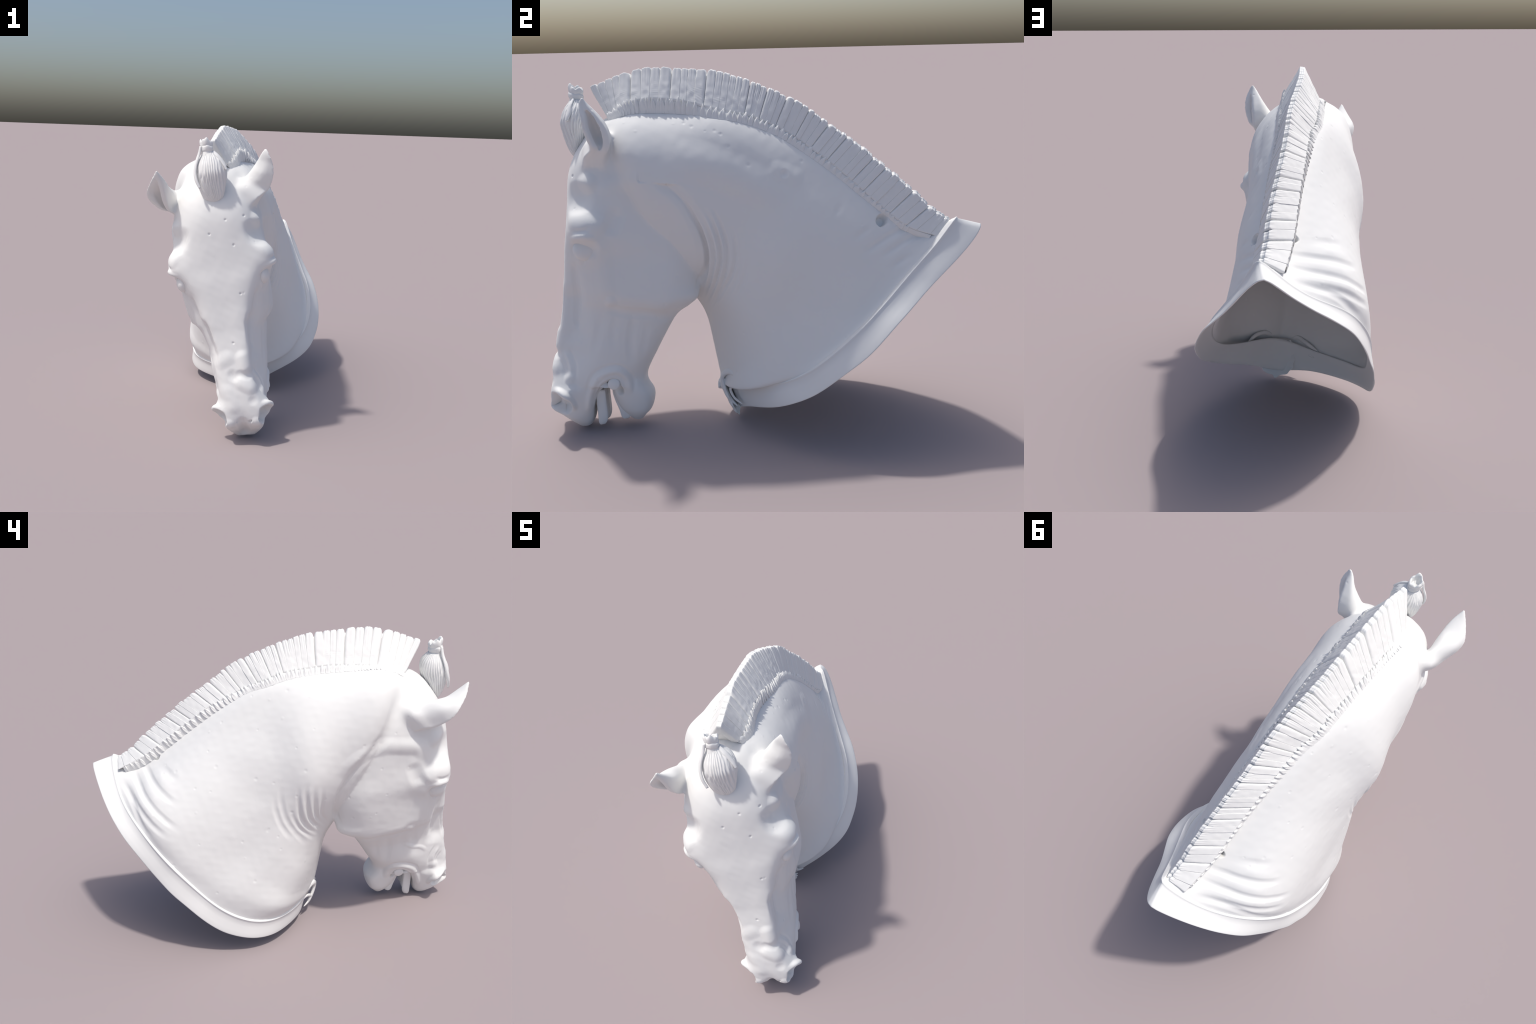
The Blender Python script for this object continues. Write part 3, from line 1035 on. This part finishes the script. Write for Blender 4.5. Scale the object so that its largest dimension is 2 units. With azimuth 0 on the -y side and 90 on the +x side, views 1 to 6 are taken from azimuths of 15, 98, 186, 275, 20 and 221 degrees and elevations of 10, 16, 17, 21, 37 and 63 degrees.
def bun():
    st = [(1.292, .012, .024, .018, .012), (1.312, .010, .022, .046, .027), (1.348, .009, .018, .062, .042), (1.395, .010, .014, .073, .056),
          (1.44, .013, .014, .079, .069), (1.48, .013, .018, .076, .068), (1.512, .012, .020, .064, .058), (1.535, .010, .018, .046, .044),
          (1.55, .008, .014, .033, .033)]
    n = 220
    a = np.linspace(0, 2 * np.pi, n, endpoint=False)
    L = []
    for z, cx, cy, rx, ry in st:
        L.append(np.stack([cx + rx * np.sin(a), cy - ry * np.cos(a), np.full(n, z)], -1))
    L = along(L, 14)
    z = L[..., 2]
    c = L.mean(1, keepdims=True)
    A = np.broadcast_to(a, z.shape)
    swirl = A + .5 * np.sin((z - 1.25) * 9) + .12 * np.sin(3 * A)
    rid = np.abs(np.sin(swirl * 11 + 1.6 * np.sin(z * 34 + 2 * A))) ** .8 + .7 * np.sin(swirl * 29 + z * 31 + np.sin(A * 4))
    amp = .0036 * np.sin(np.pi * np.clip((z - 1.29) / .27, 0, 1)) ** .5
    d = L - c
    d /= np.maximum(np.linalg.norm(d, axis=-1, keepdims=True), 1e-6)
    L = L + d * (amp * (rid - .7))[..., None]
    return loft(to_world(L))


def solid(name, vf, parent):
    me = make_mesh(name, *vf)
    me.polygons.foreach_set("use_smooth", np.ones(len(me.polygons), bool))
    return add_object(name, me, parent, MAT)


solid("hair_bun", bun(), forelock)


def knot():
    """wrapped tie above the bun, its top hollow"""
    n = 72
    a = np.linspace(0, 2 * np.pi, n, endpoint=False)
    L = []
    for z, r in [(1.53, .024), (1.535, .031), (1.55, .0295), (1.556, .029), (1.562, .033), (1.575, .034), (1.582, .031), (1.588, .033),
                 (1.60, .034), (1.608, .032), (1.612, .027), (1.606, .022), (1.592, .019), (1.58, .016), (1.575, .007)]:
        up = (z - 1.53) / .08
        tip = (.010 * np.sin(a + 2.2) + .005 * np.sin(3 * a + 1) + .003 * np.sin(7 * a)) * up * up
        rr = r * (1 + .08 * np.sin(3 * a + z * 40) + .06 * np.sin(5 * a + 2) * up)
        L.append(np.stack([.006 + rr * np.sin(a), .008 - rr * np.cos(a) * (1 + .06 * np.cos(2 * a + 1)), z + tip], -1))
    return loft(to_world(along(L, 4)))


solid("hair_tie", knot(), forelock)


def ribbon(path, wide, thick):
    """flat tapering band along a path (head frame) hugging the bun"""
    P = catmull(path, 40)
    T = np.gradient(P, axis=0)
    T /= np.linalg.norm(T, axis=1)[:, None]
    out = P - np.array([.01, .03, 0])
    out[:, 2] = 0
    out /= np.linalg.norm(out, axis=1)[:, None]
    S = np.cross(T, out)
    S /= np.linalg.norm(S, axis=1)[:, None]
    w = np.interp(np.linspace(0, 1, 40), [0, .3, .8, 1], [.6, 1, .9, .5]) * wide
    a = np.linspace(0, 2 * np.pi, 16, endpoint=False)
    L = [p + np.outer(np.cos(a) * ww, s) + np.outer(np.sin(a) * thick, o) for p, s, o, ww in zip(P, S, out, w)]
    return loft(to_world(np.array(L)))


solid("hair_ribbon", ribbon([(-.024, -.012, 1.585), (-.036, -.012, 1.55), (-.058, -.018, 1.50), (-.069, -.024, 1.45), (-.066, -.030, 1.41), (-.052, -.034, 1.37)], .011, .007), forelock)
solid("hair_ribbon", ribbon([(.034, .0, 1.555), (.058, -.010, 1.525), (.085, -.014, 1.477), (.093, -.018, 1.45)], .013, .007), forelock)


# ------------------------------------------------------------------ eyes, bit, teeth
def ellipsoid(c, r, nu=40, nv=24):
    u = np.linspace(0, 2 * np.pi, nu, endpoint=False)
    L = [[(c[0] + r[0] * np.sin(t) * np.cos(x), c[1] + r[1] * np.sin(t) * np.sin(x), c[2] + r[2] * np.cos(t)) for x in u]
         for t in np.linspace(.02, np.pi - .02, nv)]
    return loft(to_world(np.array(L)))


for s in (1, -1):
    solid("eye", ellipsoid((s * .214, .104, .884), (.036, .056, .050)), root)


def rod(a, b, r, n=32, steps=((0, .86), (.012, 1), (.988, 1), (1, .86))):
    a, b = np.array(a, float), np.array(b, float)
    t = (b - a) / np.linalg.norm(b - a)
    u = np.cross(t, [0, 0, 1.0])
    u /= np.linalg.norm(u)
    w = np.cross(t, u)
    x = np.linspace(0, 2 * np.pi, n, endpoint=False)
    return loft(to_world(np.array([a + (b - a) * k + r * q * (np.outer(np.cos(x), u) + np.outer(np.sin(x), w)) for k, q in steps])))


solid("bit", rod((-.134, .266, .262), (.134, .266, .262), .027), root)


def tooth_row(name, arc, z0, z1, lean, width, deep, seed):
    """worn incisors standing side by side on an arc"""
    row = bpy.data.objects.new(name, None)
    bpy.context.scene.collection.objects.link(row)
    row.parent = root
    r = np.random.default_rng(seed)
    for x in arc:
        n = 24
        a = np.linspace(0, 2 * np.pi, n, endpoint=False)
        L = []
        end = z1 + r.uniform(-.006, .014)
        tilt = r.uniform(-.008, .008)
        for k, q in ((0, .7), (.15, .85), (.4, .97), (.7, 1.05), (.88, .98), (.97, .7), (1, .35)):
            z = z0 + (end - z0) * k
            sx = np.sign(np.cos(a)) * np.abs(np.cos(a)) ** .8 * width * q
            sy = np.sign(np.sin(a)) * np.abs(np.sin(a)) ** .8 * deep * q * (1 - .25 * k)
            L.append(np.stack([x + sx, lean(k) + 1.8 * x * x + sy + .002 * np.sin(a * 2 + k * 6), z + tilt * np.cos(a) * k + .4 * sy * (k > .8)], -1))
        solid("tooth", loft(to_world(along(np.array(L), 3))), row)


tooth_row("upper_teeth", (-.058, -.035, -.012, .012, .035, .058), .21, .040, lambda k: .190 + .018 * k, .0116, .027, 3)
tooth_row("lower_teeth", (-.046, -.028, -.009, .009, .028, .046), .21, .062, lambda k: .264 + .056 * k, .0094, .028, 4)

# ------------------------------------------------------------------ ornament at the front of the collar
ornament = bpy.data.objects.new("collar_ornament", None)
bpy.context.scene.collection.objects.link(ornament)
ornament.parent = root


def tube(path, r0, squash=1.0):
    P = catmull(path, 60)
    T = np.gradient(P, axis=0)
    T /= np.linalg.norm(T, axis=1)[:, None]
    c = np.array([.08, .1, .15])
    out = P - c
    out -= T * np.einsum("ij,ij->i", out, T)[:, None]
    out /= np.linalg.norm(out, axis=1)[:, None]
    S = np.cross(T, out)
    a = np.linspace(0, 2 * np.pi, 18, endpoint=False)
    w = np.interp(np.linspace(0, 1, 60), [0, .12, .5, .88, 1], [.25, .8, 1, .8, .3]) * r0
    return loft(np.array([p + np.outer(np.cos(a) * q, s) + np.outer(np.sin(a) * q * squash, o) for p, s, o, q in zip(P, S, out, w)]))


for path, rr in (([(.245, -.045, .238), (.205, -.105, .262), (.160, -.152, .258), (.134, -.188, .218), (.140, -.178, .165), (.158, -.148, .115), (.175, -.11, .085)], .016),
                 ([(.23, -.06, .205), (.195, -.115, .205), (.176, -.142, .175), (.182, -.125, .135), (.205, -.082, .112)], .009),
                 ([(-.13, -.128, .168), (-.06, -.172, .20), (-.012, -.205, .213), (.022, -.212, .18), (.012, -.198, .13), (-.004, -.178, .09), (.0, -.158, .052)], .015),
                 ([(-.11, -.12, .135), (-.04, -.17, .142), (0, -.19, .113), (-.01, -.174, .085), (-.04, -.148, .068)], .009)):
    solid("scroll", tube(path, rr, .7), ornament)


def tongue():
    """broken tongue of plaster between the scrolls, running down to a point"""
    st = [(.21, .078, -.190, .060, .012), (.165, .080, -.190, .075, .014), (.12, .086, -.168, .088, .012), (.075, .092, -.146, .088, .010),
          (.045, .096, -.133, .070, .008), (.030, .095, -.127, .050, .006), (.022, .098, -.124, .022, .005), (.006, .103, -.118, .006, .003)]
    a = np.linspace(0, 2 * np.pi, 48, endpoint=False)
    L = np.array([np.stack([cx + w * np.sign(np.cos(a)) * np.abs(np.cos(a)) ** .6, np.full(48, cy) + t * np.sin(a) + .25 * (w * np.cos(a)) ** 2 / max(w, .02), np.full(48, z)], -1)
                  for z, cx, cy, w, t in st])
    L = along(L, 6)
    L[..., 0] += .004 * np.sin(L[..., 2] * 160) * (np.abs(L[..., 0] - .09) / .09)
    return loft(L)


solid("tongue", tongue(), ornament)


def mask():
    """weathered lump, the remains of a small relief"""
    a = np.linspace(0, 2 * np.pi, 60, endpoint=False)
    L = []
    for t in np.linspace(.03, np.pi - .03, 36):
        d = np.stack([np.sin(t) * np.cos(a), np.sin(t) * np.sin(a), np.full(60, np.cos(t))], -1)
        k = 1 + .10 * lumps(d, 4, 21)[:, None] + .06 * lumps(d, 9, 22)[:, None]
        L.append(np.array([.083, -.197, .162]) + d * k * np.array([.038, .024, .028]))
    return loft(np.array(L))


solid("worn_relief", mask(), ornament)
